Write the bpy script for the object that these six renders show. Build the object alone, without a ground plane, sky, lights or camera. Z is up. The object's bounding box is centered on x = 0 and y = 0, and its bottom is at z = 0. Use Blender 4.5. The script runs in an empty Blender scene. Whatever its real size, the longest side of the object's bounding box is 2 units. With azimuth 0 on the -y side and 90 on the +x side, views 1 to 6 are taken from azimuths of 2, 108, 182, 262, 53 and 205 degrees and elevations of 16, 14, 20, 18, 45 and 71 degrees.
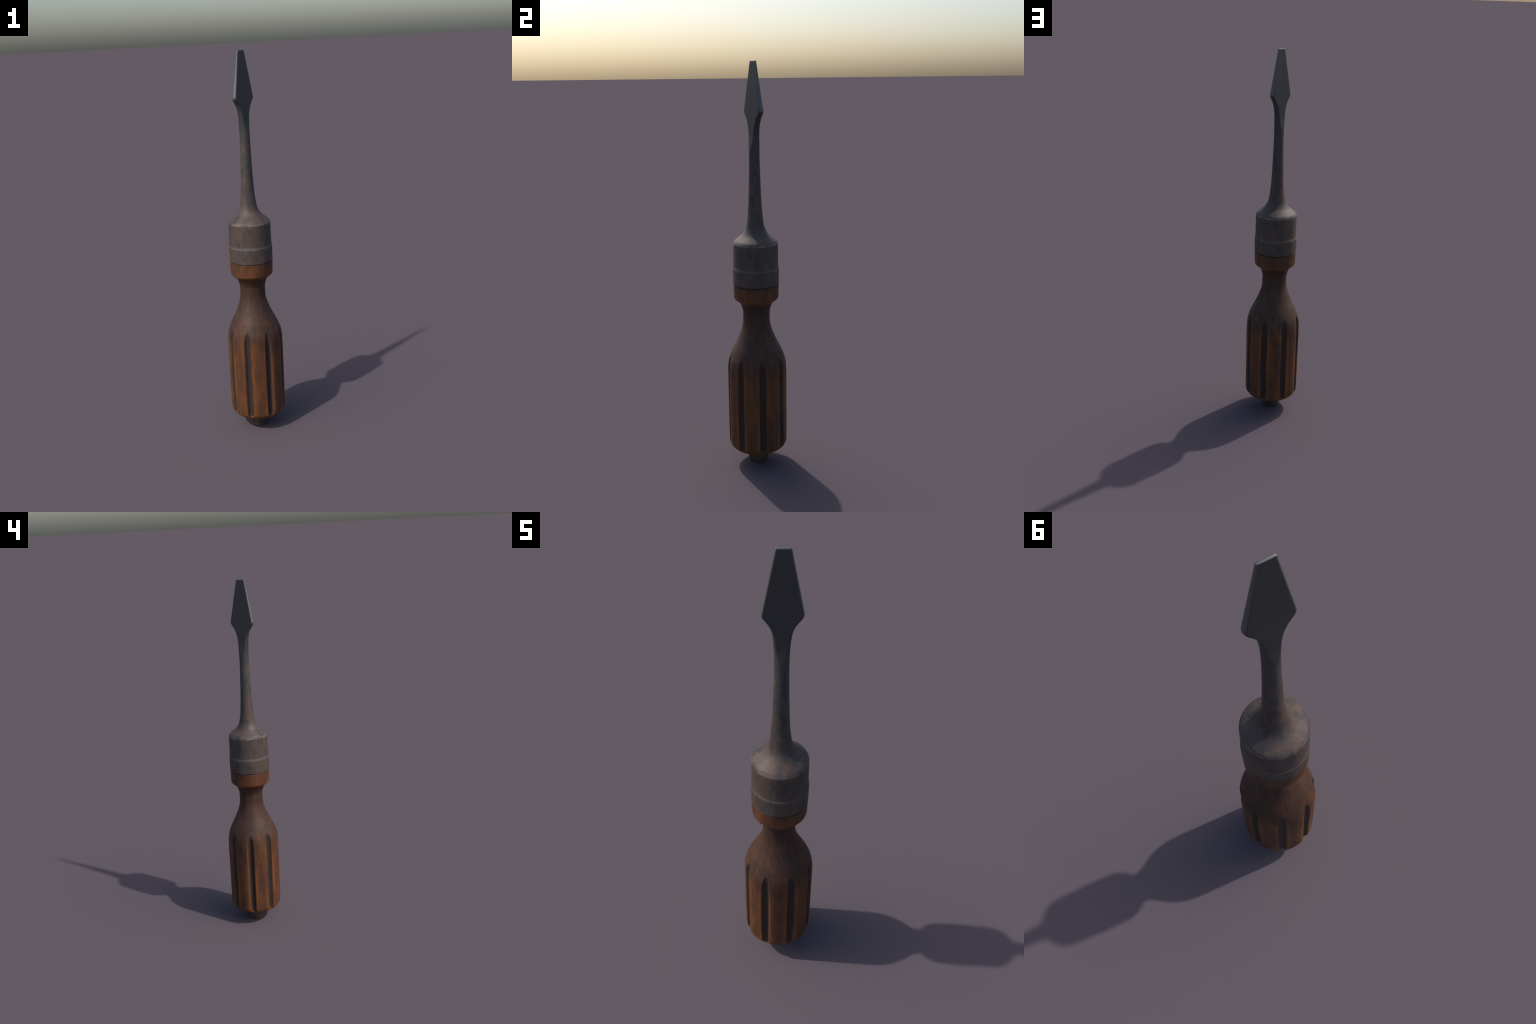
"""An old flat-blade screwdriver standing upright on the end of its handle.

Everything is described as turned profiles (z, radius) plus, for the working end,
a flattened cross-section: an ellipse clipped by the two ground faces of the blade.
"""
import bpy
import math
import random
from mathutils import Vector, noise

random.seed(7)
TAU = math.tau

# ------------------------------------------------------------------ helpers


def curve(points, z, col=1):
    """Monotone cubic (Fritsch-Carlson) interpolation of a control polygon given from top to bottom or bottom to top."""
    pts = sorted(points)
    xs = [p[0] for p in pts]
    ys = [p[col] for p in pts]
    n = len(xs)
    if z <= xs[0]:
        return ys[0]
    if z >= xs[-1]:
        return ys[-1]
    d = [(ys[i + 1] - ys[i]) / (xs[i + 1] - xs[i]) for i in range(n - 1)]
    m = [d[0]] + [0.0 if d[i - 1] * d[i] <= 0 else 2 * d[i - 1] * d[i] / (d[i - 1] + d[i]) for i in range(1, n - 1)] + [d[-1]]
    k = max(i for i in range(n - 1) if xs[i] <= z)
    h = xs[k + 1] - xs[k]
    t = (z - xs[k]) / h
    return ((2 * t ** 3 - 3 * t ** 2 + 1) * ys[k] + (t ** 3 - 2 * t ** 2 + t) * h * m[k]
            + (-2 * t ** 3 + 3 * t ** 2) * ys[k + 1] + (t ** 3 - t ** 2) * h * m[k + 1])


def lerp(a, b, t):
    return a + (b - a) * t


def smooth(a, b, x):
    t = min(1.0, max(0.0, (x - a) / (b - a)))
    return t * t * (3 - 2 * t)


def smin(a, b, k):
    h = max(k - abs(a - b), 0.0) / k
    return min(a, b) - h * h * k * 0.25


def rounded_path(corners, step=0.004):
    """Polyline (radius, z, fillet) -> dense list of (radius, z) with the corners rounded by arcs."""
    out = []
    n = len(corners)
    for i, (r, z, f) in enumerate(corners):
        p = Vector((r, z))
        if f <= 0 or i in (0, n - 1):
            out.append(p)
            continue
        a = (Vector(corners[i - 1][:2]) - p)
        b = (Vector(corners[i + 1][:2]) - p)
        la, lb = min(f, a.length * 0.49), min(f, b.length * 0.49)
        pa, pb = p + a.normalized() * la, p + b.normalized() * lb
        for s in range(9):
            t = s / 8
            out.append(pa * (1 - t) ** 2 + p * 2 * t * (1 - t) + pb * t * t)
    dense = [out[0]]
    for q in out[1:]:
        d = (q - dense[-1]).length
        if d < 1e-5:
            continue
        k = max(1, math.ceil(d / step))
        last = dense[-1]
        for s in range(1, k + 1):
            dense.append(last.lerp(q, s / k))
    return [(v.x, v.y) for v in dense]


def make_mesh(name, rings, cap_first=False, cap_last=False):
    """Closed rings of equal length -> quads."""
    n = len(rings[0])
    verts = [v for ring in rings for v in ring]
    faces = []
    for i in range(len(rings) - 1):
        a, b = i * n, (i + 1) * n
        for j in range(n):
            k = (j + 1) % n
            faces.append((a + j, b + j, b + k, a + k))

    def cap(base, flip):
        c = sum((Vector(verts[base + j]) for j in range(n)), Vector()) / n
        verts.append(tuple(c))
        ci = len(verts) - 1
        for j in range(n):
            k = (j + 1) % n
            faces.append((base + j, base + k, ci) if flip else (base + k, base + j, ci))
    if cap_first:
        cap(0, True)
    if cap_last:
        cap((len(rings) - 1) * n, False)
    me = bpy.data.meshes.new(name)
    me.from_pydata(verts, [], faces)
    me.update()
    return me


def add(name, me, parent, mat):
    ob = bpy.data.objects.new(name, me)
    bpy.context.scene.collection.objects.link(ob)
    ob.parent = parent
    me.materials.append(mat)
    return ob


def shade(me, angle=None):
    me.polygons.foreach_set("use_smooth", [True] * len(me.polygons))
    if angle is not None:
        me.set_sharp_from_angle(angle=math.radians(angle))
    me.update()


def split_rings(rings, cuts, names, parent, mats, cap_first=False, cap_last=False):
    """Build one continuous surface, then separate it by ring index into parts that keep the whole surface's normals."""
    whole = make_mesh("whole", rings, cap_first, cap_last)
    shade(whole)
    n = len(rings[0])
    normals = [tuple(v.normal) for v in whole.vertices]
    bounds = [0] + cuts + [len(rings) - 1]
    made = []
    for p, name in enumerate(names):
        a, b = bounds[p], bounds[p + 1]
        cf, cl = cap_first and p == 0, cap_last and p == len(names) - 1
        me = make_mesh(name, rings[a:b + 1], cf, cl)
        shade(me)
        ns = normals[a * n:(b + 1) * n]
        if cf:
            ns.append((0, 0, 1))
        if cl:
            ns.append((0, 0, -1))
        me.normals_split_custom_set_from_vertices(ns)
        made.append(add(name, me, parent, mats[p]))
    bpy.data.meshes.remove(whole)
    return made


# ------------------------------------------------------------------ materials


class Nodes:
    def __init__(self, name):
        self.mat = bpy.data.materials.new(name)
        self.mat.use_nodes = True
        self.t = self.mat.node_tree
        self.bsdf = self.t.nodes["Principled BSDF"]
        self.coord = self.t.nodes.new("ShaderNodeTexCoord").outputs["Object"]

    def new(self, kind, **props):
        nd = self.t.nodes.new(kind)
        for k, v in props.items():
            setattr(nd, k, v)
        return nd

    def link(self, a, b):
        self.t.links.new(a, b)

    def put(self, sock, value):
        if hasattr(value, "links"):
            self.link(value, sock)
        elif isinstance(value, (tuple, list)) and len(value) == 3 and sock.type == "RGBA":
            sock.default_value = (*value, 1.0)
        else:
            sock.default_value = value

    def mapping(self, scale, vec=None, loc=(0, 0, 0)):
        m = self.new("ShaderNodeMapping")
        self.link(vec or self.coord, m.inputs["Vector"])
        m.inputs["Scale"].default_value = scale
        m.inputs["Location"].default_value = loc
        return m.outputs[0]

    def noise(self, scale, detail=4.0, rough=0.55, vec=None, dist=0.0):
        nd = self.new("ShaderNodeTexNoise")
        self.link(vec or self.coord, nd.inputs["Vector"])
        nd.inputs["Scale"].default_value = scale
        nd.inputs["Detail"].default_value = detail
        nd.inputs["Roughness"].default_value = rough
        nd.inputs["Distortion"].default_value = dist
        return nd.outputs["Fac"]

    def voronoi(self, scale, vec=None, rnd=1.0):
        nd = self.new("ShaderNodeTexVoronoi")
        self.link(vec or self.coord, nd.inputs["Vector"])
        nd.inputs["Scale"].default_value = scale
        nd.inputs["Randomness"].default_value = rnd
        return nd.outputs["Distance"]

    def math(self, op, a, b=0.0, c=None, clamp=False):
        nd = self.new("ShaderNodeMath", operation=op, use_clamp=clamp)
        self.put(nd.inputs[0], a)
        self.put(nd.inputs[1], b)
        if c is not None:
            self.put(nd.inputs[2], c)
        return nd.outputs[0]

    def step(self, x, lo, hi, a=0.0, b=1.0):
        nd = self.new("ShaderNodeMapRange", interpolation_type="SMOOTHSTEP", clamp=True)
        self.put(nd.inputs["Value"], x)
        for k, v in (("From Min", lo), ("From Max", hi), ("To Min", a), ("To Max", b)):
            self.put(nd.inputs[k], v)
        return nd.outputs["Result"]

    def mix(self, f, a, b, blend="MIX"):
        nd = self.new("ShaderNodeMix", data_type="RGBA", blend_type=blend)
        self.put(nd.inputs["Factor"], f)
        ins = [s for s in nd.inputs if s.type == "RGBA"]
        self.put(ins[0], a)
        self.put(ins[1], b)
        return [s for s in nd.outputs if s.type == "RGBA"][0]

    def ramp(self, f, stops):
        nd = self.new("ShaderNodeValToRGB")
        self.link(f, nd.inputs[0])
        el = nd.color_ramp.elements
        while len(el) < len(stops):
            el.new(0.5)
        for e, (p, c) in zip(el, stops):
            e.position = p
            e.color = (*c, 1)
        return nd.outputs[0]

    def xyz(self):
        s = self.new("ShaderNodeSeparateXYZ")
        self.link(self.coord, s.inputs[0])
        return s.outputs

    def bump(self, h, strength, dist):
        b = self.new("ShaderNodeBump")
        b.inputs["Strength"].default_value = strength
        b.inputs["Distance"].default_value = dist
        self.link(h, b.inputs["Height"])
        return b.outputs[0]


def steel_material():
    """Dark forged steel: clean on the ground blade, brown rust bloom and blue-grey scale below."""
    s = Nodes("aged_steel")
    x, y, z = s.xyz()[0:3]
    streak = s.mapping((1.0, 1.0, 0.40))
    big = s.noise(11.0, 5.0, 0.6, vec=streak, dist=0.3)
    mid = s.noise(40.0, 5.0, 0.6, vec=streak, dist=0.3)
    fine = s.noise(210.0, 4.0, 0.6)
    clean = s.step(s.math("ADD", z, s.math("MULTIPLY", big, 0.12)), 1.56, 1.72)
    soiled = s.math("SUBTRACT", 1.0, clean)
    # ground blade, with a paler band along its edges and tip
    az = math.radians(BLADE_AZIMUTH)
    wide = s.math("ABSOLUTE", s.math("ADD", s.math("MULTIPLY", x, math.cos(az)), s.math("MULTIPLY", y, math.sin(az))))
    slope = (BLADE_MAX[1] - BLADE_TIP[1]) / (BLADE_TIP[0] - BLADE_MAX[0])
    border = s.math("SUBTRACT", BLADE_TIP[1], s.math("MULTIPLY", s.math("SUBTRACT", z, BLADE_TIP[0]), slope))
    inset = s.math("SUBTRACT", border, wide)
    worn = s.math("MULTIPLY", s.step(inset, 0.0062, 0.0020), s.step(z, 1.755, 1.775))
    worn = s.math("MAXIMUM", worn, s.step(z, 1.9950, 1.9985))
    blade = s.mix(mid, BLADE_DARK, BLADE_LIGHT)
    blade = s.mix(worn, blade, BLADE_EDGE)
    # forged part: grey-brown bloom over blue-grey scale
    steel = s.mix(s.step(mid, 0.35, 0.65), STEEL_DARK, STEEL_LIGHT)
    rust = s.mix(s.step(fine, 0.35, 0.65), RUST_DARK, RUST_LIGHT)
    amount = s.step(s.math("ADD", s.math("MULTIPLY", big, 0.55), s.math("SUBTRACT", s.math("MULTIPLY", mid, 0.45), s.math("MULTIPLY", s.step(z, 1.22, 1.45), 0.05))), 0.36, 0.56)
    col = s.mix(amount, steel, rust)
    flecks = s.step(s.noise(75.0, 5.0, 0.6, vec=s.mapping((1, 1, 0.5), loc=(1, 8, 3))), 0.54, 0.74)
    col = s.mix(s.math("MULTIPLY", flecks, 0.30), col, RUST_ORANGE)
    scuff = s.step(s.noise(30.0, 5.0, 0.6, vec=s.mapping((1, 1, 0.45), loc=(9, 1, 6))), 0.54, 0.72)
    col = s.mix(s.math("MULTIPLY", scuff, 0.6), col, SCUFF)
    # dark scale in soft ragged patches, denser at the root of the shaft
    root = s.math("MULTIPLY", s.step(z, 1.165, 1.21), s.step(z, 1.55, 1.27))
    sn = s.noise(24.0, 6.0, 0.65, vec=s.mapping((1, 1, 0.6), loc=(3.1, 1.7, 0.4)), dist=0.2)
    scale = s.step(s.math("ADD", sn, s.math("MULTIPLY", root, 0.05)), 0.48, 0.72)
    col = s.mix(s.math("MULTIPLY", scale, 0.80), col, SCALE)
    # orange rust blots along the shoulder edge
    edge = s.math("MULTIPLY", s.step(z, 1.120, 1.142), s.step(z, 1.164, 1.150))
    blot = s.step(s.noise(24.0, 5.0, 0.65, vec=s.mapping((1, 1, 1), loc=(7, 2, 5))), 0.52, 0.68)
    col = s.mix(s.math("MULTIPLY", s.math("MULTIPLY", edge, blot), 0.75), col, RUST_ORANGE)
    # pale band on the raised ring where the ferrule steps out
    ring = s.step(s.math("ABSOLUTE", s.math("SUBTRACT", z, 1.0225)), 0.006, 0.001)
    col = s.mix(s.math("MULTIPLY", ring, s.math("MULTIPLY", mid, 0.35)), col, SPECK)
    # sunlit highlight on the shoulder arris, painted pale in broken stretches
    arris_glint = s.math("MULTIPLY", s.step(s.math("ABSOLUTE", s.math("SUBTRACT", z, 1.1480)), 0.008, 0.001), s.step(big, 0.40, 0.60))
    col = s.mix(s.math("MULTIPLY", arris_glint, 0.45), col, SPECK)
    # tiny bright nicks
    speck = s.step(s.voronoi(22.0, vec=s.mapping((1, 1, 1), loc=(0.3, 0.9, 0.1))), 0.07, 0.03)
    col = s.mix(s.math("MULTIPLY", speck, 0.55), col, SPECK)
    col = s.mix(clean, col, blade)
    s.put(s.bsdf.inputs["Base Color"], col)
    s.put(s.bsdf.inputs["Metallic"], s.math("ADD", s.math("MULTIPLY", clean, BLADE_METAL - BODY_METAL), BODY_METAL))
    rough = s.math("ADD", s.math("MULTIPLY", clean, BLADE_ROUGH - BODY_ROUGH), BODY_ROUGH)
    rough = s.math("SUBTRACT", rough, s.math("MULTIPLY", s.math("MULTIPLY", arris_glint, soiled), 0.18))
    s.put(s.bsdf.inputs["Roughness"], s.math("ADD", rough, s.math("MULTIPLY", s.math("SUBTRACT", mid, 0.5), 0.15)))
    h = s.math("ADD", s.math("MULTIPLY", fine, 0.35), s.math("SUBTRACT", s.math("MULTIPLY", mid, 0.6), s.math("MULTIPLY", scale, 0.6)))
    h = s.math("MULTIPLY", h, s.math("ADD", s.math("MULTIPLY", soiled, 0.9), 0.1))
    s.put(s.bsdf.inputs["Normal"], s.bump(h, 0.2, 0.0025))
    return s.mat


def wood_material(name="stained_wood"):
    """Oiled hardwood: orange-brown where hands have worn it, grey-brown on the neck and in the flutes."""
    s = Nodes(name)
    x, y, z = s.xyz()[0:3]
    grain_v = s.mapping((1.0, 1.0, 0.07))
    grain = s.noise(95.0, 5.0, 0.6, vec=grain_v, dist=0.3)
    broad = s.noise(24.0, 4.0, 0.55, vec=s.mapping((1, 1, 0.16)), dist=0.4)
    blot = s.noise(20.0, 5.0, 0.6, vec=s.mapping((1, 1, 0.55), loc=(2, 5, 1)))
    col = s.mix(s.step(broad, 0.36, 0.64), WOOD_RED, WOOD_ORANGE)
    col = s.mix(s.step(blot, 0.40, 0.66, 0.0, 0.60), col, WOOD_DARK)
    col = s.mix(s.step(grain, 0.48, 0.72, 0.0, 0.32), col, WOOD_DARK)
    patch = s.noise(48.0, 4.0, 0.6, vec=s.mapping((1, 1, 0.7), loc=(6, 3, 2)))
    col = s.mix(s.step(patch, 0.50, 0.70, 0.0, 0.45), col, WOOD_RUSSET)
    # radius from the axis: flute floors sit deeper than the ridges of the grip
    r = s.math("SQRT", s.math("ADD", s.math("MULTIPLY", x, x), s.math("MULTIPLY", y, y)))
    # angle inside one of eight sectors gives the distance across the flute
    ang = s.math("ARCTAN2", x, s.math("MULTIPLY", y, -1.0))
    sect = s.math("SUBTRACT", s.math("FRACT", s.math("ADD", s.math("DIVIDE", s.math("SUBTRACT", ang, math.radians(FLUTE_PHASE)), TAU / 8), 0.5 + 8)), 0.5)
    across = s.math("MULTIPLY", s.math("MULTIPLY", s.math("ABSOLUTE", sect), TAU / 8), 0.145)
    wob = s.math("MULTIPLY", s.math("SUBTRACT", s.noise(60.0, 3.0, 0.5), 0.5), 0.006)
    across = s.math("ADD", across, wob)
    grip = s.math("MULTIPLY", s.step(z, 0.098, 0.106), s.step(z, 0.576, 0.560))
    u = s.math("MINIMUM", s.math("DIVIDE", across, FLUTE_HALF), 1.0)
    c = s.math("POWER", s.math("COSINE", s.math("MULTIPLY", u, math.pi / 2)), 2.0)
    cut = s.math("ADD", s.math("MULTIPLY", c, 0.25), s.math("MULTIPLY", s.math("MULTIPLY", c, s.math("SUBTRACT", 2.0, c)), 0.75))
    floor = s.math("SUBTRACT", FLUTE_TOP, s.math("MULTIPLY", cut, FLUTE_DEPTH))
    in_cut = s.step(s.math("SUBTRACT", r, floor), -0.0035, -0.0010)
    # grey-brown hand grime on neck and shoulder
    neck = s.math("MULTIPLY", s.step(s.math("ADD", z, s.math("MULTIPLY", s.math("SUBTRACT", blot, 0.5), 0.25)), 0.43, 0.60), s.step(z, 0.852, 0.845))
    dirty = s.mix(s.step(grain, 0.45, 0.7), NECK, NECK_DARK)
    streaks = s.noise(38.0, 4.0, 0.55, vec=s.mapping((1, 1, 0.06), loc=(4, 4, 9)), dist=0.2)
    dirty = s.mix(s.step(streaks, 0.48, 0.68, 0.0, 0.65), dirty, NECK_RED)
    col = s.mix(s.math("MULTIPLY", neck, 0.92), col, dirty)
    # worn, brighter arrises beside each flute
    arris = s.math("MULTIPLY", s.step(across, 0.0150, 0.0205), s.step(across, 0.040, 0.022))
    arris = s.math("MULTIPLY", s.math("MULTIPLY", arris, grip), s.step(z, 0.578, 0.44))
    col = s.mix(s.math("MULTIPLY", arris, s.step(broad, 0.36, 0.62, 0.20, 0.85)), col, WOOD_BRIGHT)
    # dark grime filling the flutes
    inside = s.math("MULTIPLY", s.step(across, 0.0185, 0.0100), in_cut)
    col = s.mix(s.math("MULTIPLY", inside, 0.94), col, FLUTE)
    # brighter orange bands at the lower rim and collar rim
    rim = s.step(s.math("ABSOLUTE", s.math("SUBTRACT", z, 0.085)), 0.03, 0.01)
    rim = s.math("MULTIPLY", rim, s.step(r, 0.09, 0.12))
    col = s.mix(s.math("MULTIPLY", rim, 0.6), col, WOOD_BRIGHT)
    lip = s.step(s.math("ABSOLUTE", s.math("SUBTRACT", z, 0.864)), 0.020, 0.006)
    col = s.mix(s.math("MULTIPLY", lip, 0.6), col, WOOD_BRIGHT)
    joint = s.step(s.math("ADD", z, s.math("MULTIPLY", s.math("SUBTRACT", blot, 0.5), 0.03)), 0.928, 0.942)
    col = s.mix(s.math("MULTIPLY", joint, 0.55), col, NECK_DARK)
    # small dents
    pit = s.step(s.voronoi(17.0, vec=s.mapping((1, 1, 0.8), loc=(0.2, 0.1, 0.45))), 0.085, 0.03)
    col = s.mix(s.math("MULTIPLY", pit, 0.6), col, FLUTE)
    s.put(s.bsdf.inputs["Base Color"], col)
    s.put(s.bsdf.inputs["Roughness"], s.math("ADD", s.math("MULTIPLY", grain, 0.15), WOOD_ROUGH))
    s.put(s.bsdf.inputs["Specular IOR Level"], 0.34)
    h = s.math("SUBTRACT", s.math("MULTIPLY", grain, -0.5), s.math("MULTIPLY", pit, 1.2))
    s.put(s.bsdf.inputs["Normal"], s.bump(h, 0.3, 0.003))
    return s.mat


def peg_material():
    s = Nodes("grimy_end_wood")
    g = s.noise(60.0, 5.0, 0.6, vec=s.mapping((1, 1, 0.3)))
    blot = s.noise(25.0, 4.0, 0.6)
    col = s.mix(s.step(blot, 0.4, 0.62), PEG, PEG_DARK)
    col = s.mix(s.step(g, 0.5, 0.7, 0, 0.5), col, PEG_DARK)
    s.put(s.bsdf.inputs["Base Color"], col)
    s.put(s.bsdf.inputs["Roughness"], 0.75)
    s.put(s.bsdf.inputs["Normal"], s.bump(g, 0.4, 0.003))
    return s.mat


# base colours (linear)
BLADE_DARK, BLADE_LIGHT, BLADE_EDGE = (0.052, 0.053, 0.055), (0.064, 0.065, 0.067), (0.125, 0.127, 0.13)
STEEL_DARK, STEEL_LIGHT = (0.043, 0.041, 0.040), (0.074, 0.066, 0.061)
RUST_DARK, RUST_LIGHT = (0.070, 0.048, 0.041), (0.096, 0.061, 0.048)
SCALE, RUST_ORANGE, SPECK = (0.026, 0.029, 0.031), (0.15, 0.062, 0.034), (0.20, 0.19, 0.18)
SCUFF = (0.122, 0.096, 0.081)
BLADE_METAL, BLADE_ROUGH, BODY_METAL, BODY_ROUGH = 0.5, 0.48, 0.15, 0.62
WOOD_ORANGE, WOOD_RED, WOOD_DARK = (0.130, 0.049, 0.015), (0.083, 0.032, 0.016), (0.040, 0.0185, 0.011)
WOOD_BRIGHT, NECK, NECK_DARK = (0.175, 0.063, 0.016), (0.047, 0.0225, 0.0145), (0.030, 0.016, 0.0115)
FLUTE, PEG, PEG_DARK = (0.030, 0.021, 0.018), (0.076, 0.046, 0.033), (0.028, 0.020, 0.017)
WOOD_RUSSET = (0.135, 0.043, 0.016)
NECK_RED = (0.085, 0.034, 0.018)
WOOD_ROUGH = 0.52

# ------------------------------------------------------------------ dimensions
BLADE_AZIMUTH = 51.7          # direction the flat of the blade faces
FLUTE_PHASE = 29.5            # azimuth of one of the eight flutes
EDGE_SOFT = 0.0035            # rounding of the long edges of the blade
FLUTE_HALF, FLUTE_TOP, FLUTE_DEPTH = 0.0225, 0.1475, 0.0146
N = 160                       # points round every turned part

# half width of the blade and neck outline across the flat
BLADE_TIP, BLADE_MAX = (2.0, 0.0245), (1.774, 0.0701)
NECK_WIDTH = [(1.764, 0.0662), (1.754, 0.0582), (1.741, 0.0484), (1.727, 0.0408), (1.711, 0.0352), (1.69, 0.0312), (1.66, 0.0282), (1.62, 0.0262), (1.57, 0.0256)]
SHAFT = [(1.62, 0.0260), (1.57, 0.0256), (1.52, 0.0263), (1.465, 0.0276), (1.41, 0.0292), (1.365, 0.0309), (1.325, 0.0330),
         (1.293, 0.0352), (1.265, 0.0380), (1.245, 0.0407), (1.232, 0.0433), (1.2187, 0.0470), (1.2064, 0.0521), (1.195, 0.0595), (1.1853, 0.0682), (1.1764, 0.0787)]
SIDE_BULGE = [(2.0, 0.0095), (1.89, 0.0215), (1.78, 0.0335), (1.755, 0.0350), (1.735, 0.0340), (1.71, 0.0295), (1.68, 0.0262), (1.62, 0.0260), (1.57, 0.0256)]


def half_width(z):
    if z >= BLADE_MAX[0]:
        return lerp(BLADE_MAX[1], BLADE_TIP[1], (z - BLADE_MAX[0]) / (BLADE_TIP[0] - BLADE_MAX[0]))
    if z >= 1.57:
        return curve(NECK_WIDTH + [(BLADE_MAX[0], BLADE_MAX[1])], z)
    return curve(SHAFT, z)


def outline(z):
    """half_width with the widest corner rounded off."""
    k = 0.007
    if abs(z - BLADE_MAX[0]) < 2 * k:
        return sum(half_width(z + (i - 4) / 4 * k) for i in range(9)) / 9
    return half_width(z)


def face_offset(z):
    """Half thickness between the two ground faces (a wedge, slightly hollow)."""
    return 0.0038 + 0.0415 * (2.0 - z) + 0.10 * max(0.0, 1.66 - z) ** 1.5 * 4


def build_metal(parent, steel):
    az = math.radians(BLADE_AZIMUTH)
    nrm = Vector((math.sin(az), -math.cos(az), 0))
    wid = Vector((math.cos(az), math.sin(az), 0))

    def ring(z, shrink=0.0, zz=None):
        w = outline(z) - shrink
        b = curve(SIDE_BULGE, z) if z > 1.57 else curve(SHAFT, z)
        t = face_offset(z) - shrink * 0.6
        corner = math.asin(min(0.94, t / b)) if z > 1.5 else 1.22
        corner = min(corner, 1.22)
        blend = smooth(1.46, 1.56, z)
        corner = lerp(1.22, corner, blend)
        q = N // 4
        ns = q // 2
        ths = [corner * (1 - (1 - i / ns) ** 2) for i in range(ns)] + [corner + (math.pi / 2 - corner) * (i / (q - ns)) ** 2 for i in range(q - ns)]
        quarter = []
        for th in ths:
            x, y = w * math.cos(th), b * math.sin(th)
            y = smin(y, t, min(EDGE_SOFT, t * 0.9))
            quarter.append((x, y, th))
        top = (0.0, smin(b, t, min(EDGE_SOFT, t * 0.9)))
        pts = [(x, y) for x, y, _ in quarter] + [top]
        pts += [(-x, y) for x, y, _ in reversed(quarter)]
        pts += [(-x, -y) for x, y in (p for p in [(q_[0], q_[1]) for q_ in quarter[1:]])]
        pts += [(0.0, -top[1])]
        pts += [(x, -y) for x, y in reversed([(q_[0], q_[1]) for q_ in quarter[1:]])]
        c = Vector((0, 0, z if zz is None else zz))
        return [tuple(c + wid * x - nrm * y) for x, y in pts]

    zs = [2.0 - 0.0018]
    while zs[-1] > 1.179:
        z = zs[-1]
        zs.append(z - (0.0022 if 1.68 < z < 1.79 else 0.003 if z < 1.26 else 0.006))
    rings = [ring(2.0, 0.0018, 2.0), ring(2.0, 0.0008, 1.9996), ring(2.0, 0.0002, 1.9988)] + [ring(z) for z in zs[:-1]]
    zlast = zs[-2]
    # angles of the shaft ring are reused all the way down so that the shoulder stays one surface
    base = [math.atan2(v[1], v[0]) for v in rings[-1]]
    shoulder = rounded_path([(curve(SHAFT, zlast), zlast, 0), (0.1090, 1.153, 0.0142), (0.1095, 1.032, 0.004),
                             (0.1128, 1.022, 0.005), (0.1121, 0.9445, 0.0015), (0.1095, 0.9440, 0)])
    for r, z in shoulder[1:]:
        rings.append([(r * math.cos(a), r * math.sin(a), z) for a in base])
    idx = lambda zcut: min(range(len(rings)), key=lambda i: abs(rings[i][0][2] - zcut))
    cuts = [idx(1.625), idx(1.215), idx(1.031)]
    return split_rings(rings, cuts, ["blade", "shaft", "bolster", "ferrule"], parent, [steel] * 4, cap_first=True, cap_last=True)


HANDLE_SIDE = [(0.8075, 0.0664), (0.79, 0.0661), (0.768, 0.0659), (0.745, 0.0672), (0.715, 0.0735), (0.70, 0.0785),
               (0.66, 0.0942), (0.614, 0.1172), (0.58, 0.1318), (0.56, 0.1388), (0.535, 0.1436), (0.51, 0.1459), (0.45, 0.1467),
               (0.30, 0.1467), (0.15, 0.1464), (0.12, 0.1456)]


def flute_surface(phi):
    """Radius left by the straight round-nosed cutter, by angle from the middle of a flute."""
    u = abs(phi) * 0.145 / FLUTE_HALF
    if u >= 1:
        return FLUTE_TOP + (u - 1) * 0.02
    c = math.cos(u * math.pi / 2) ** 2
    return FLUTE_TOP - FLUTE_DEPTH * lerp(c, c * (2 - c), 0.75)


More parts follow.
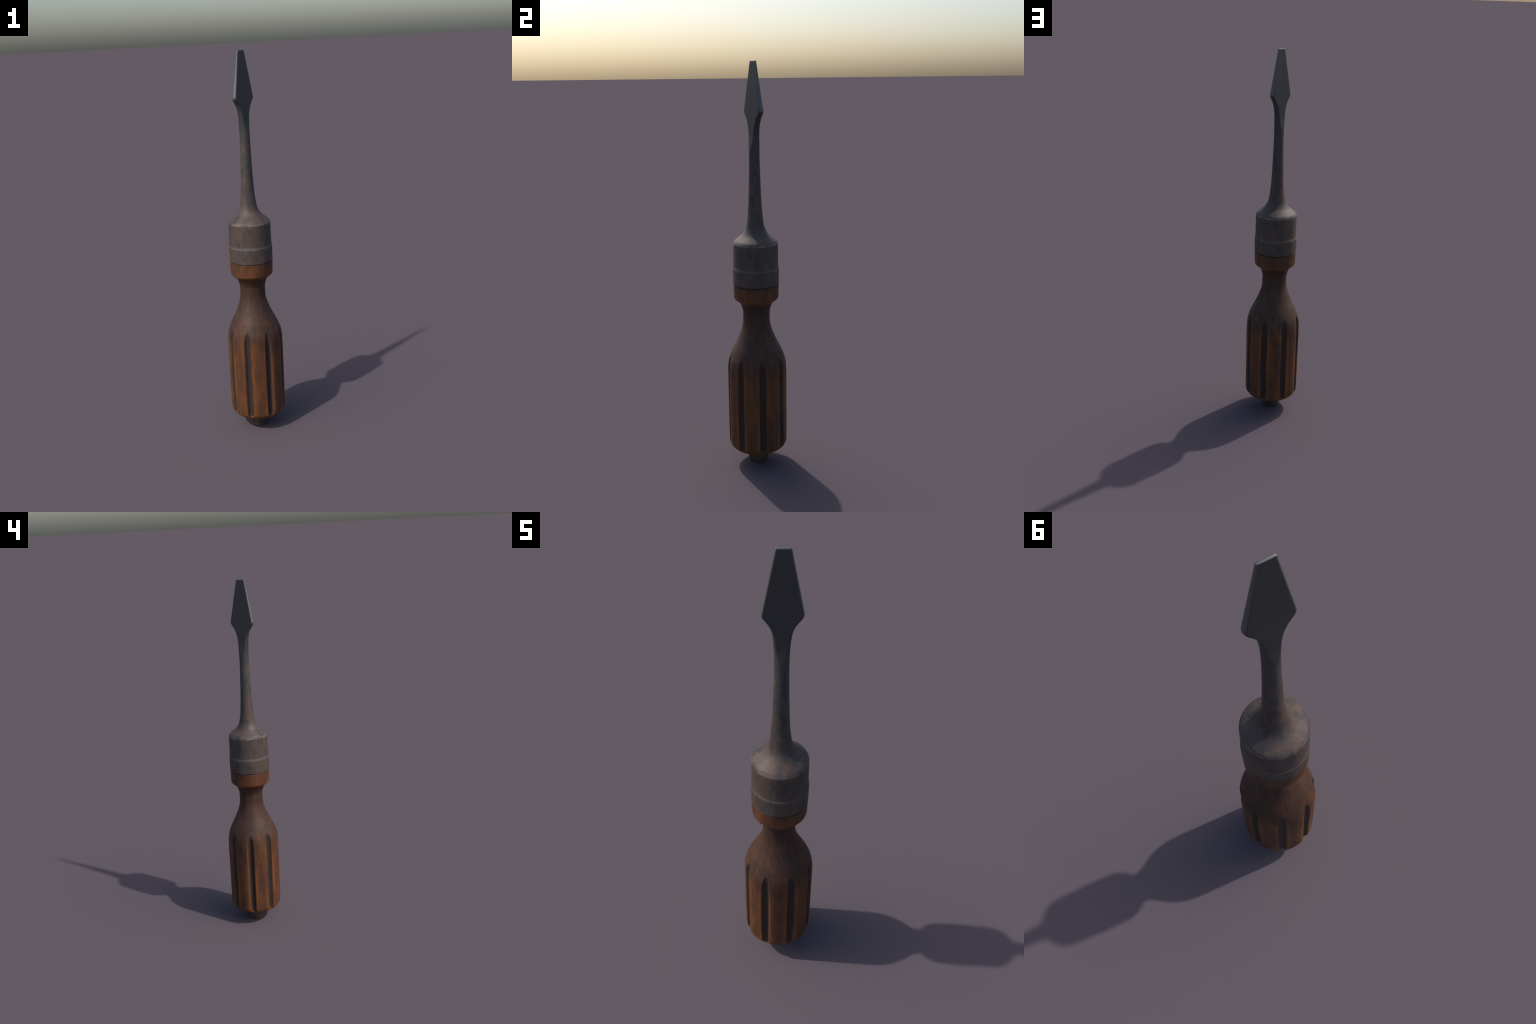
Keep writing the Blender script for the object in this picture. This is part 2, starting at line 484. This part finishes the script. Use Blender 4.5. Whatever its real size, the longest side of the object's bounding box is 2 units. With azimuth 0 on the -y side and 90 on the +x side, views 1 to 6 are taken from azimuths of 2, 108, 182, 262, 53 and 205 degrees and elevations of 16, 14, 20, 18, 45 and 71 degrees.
def build_handle(parent, wood, peg):
    top = rounded_path([(0.060, 0.9415, 0), (0.1116, 0.9415, 0.003), (0.1095, 0.8710, 0.006), (0.0785, 0.8462, 0.004), (0.0664, 0.8075, 0)])
    side = []
    z = 0.8075
    while z > 0.12:
        z -= 0.004
        side.append((curve(HANDLE_SIDE, z), z))
    low = rounded_path([(curve(HANDLE_SIDE, z), z, 0), (0.1446, 0.104, 0.012), (0.1255, 0.081, 0.018), (0.085, 0.073, 0.02), (0.030, 0.072, 0)], step=0.0022)
    path = top + side + low[1:]
    n = 640
    rings = []
    for r0, z0 in path:
        ring = []
        for j in range(n):
            phi = TAU * j / n
            r = r0
            if 0.07 < z0 < 0.62 and r0 > 0.1:
                k = (phi - math.radians(FLUTE_PHASE)) / (TAU / 8)
                d = (k - round(k)) * TAU / 8
                r = smin(r, flute_surface(d), 0.0022)
            # slightly hand-worn, never perfectly round
            r += 0.0006 * noise.noise(Vector((math.sin(phi) * 2.5, math.cos(phi) * 2.5, z0 * 6)))
            ring.append((r * math.sin(phi), -r * math.cos(phi), z0))
        rings.append(ring[::-1])
    cut = lambda zc: min(range(len(top), len(rings)), key=lambda i: abs(rings[i][0][2] - zc))
    whole = split_rings(rings, [cut(0.803)], ["collar", "grip"], parent, [wood, wood], cap_first=True, cap_last=True)

    prof = rounded_path([(0.030, 0.076, 0), (0.0545, 0.076, 0), (0.0483, 0.0035, 0.0015), (0.0450, 0.0, 0.0015), (0.02, 0.0, 0)], step=0.003)
    rings = []
    for r0, z0 in prof:
        ring = []
        for j in range(128):
            phi = TAU * j / 128
            r = r0 * (1 + 0.02 * noise.noise(Vector((math.sin(phi) * 1.6, math.cos(phi) * 1.6, z0 * 12 + 4))))
            ring.append((r * math.sin(phi), -r * math.cos(phi), z0))
        rings.append(ring[::-1])
    me = make_mesh("end_stub", rings, True, True)
    shade(me, 50)
    add("end_stub", me, parent, peg)


def main():
    root = bpy.data.objects.new("screwdriver", None)
    bpy.context.scene.collection.objects.link(root)
    root["label"] = "old flat-blade screwdriver with fluted brown wooden handle, upright"
    root["category"] = "screwdriver"
    steel, wood, peg = steel_material(), wood_material(), peg_material()
    build_metal(root, steel)
    build_handle(root, wood, peg)


main()
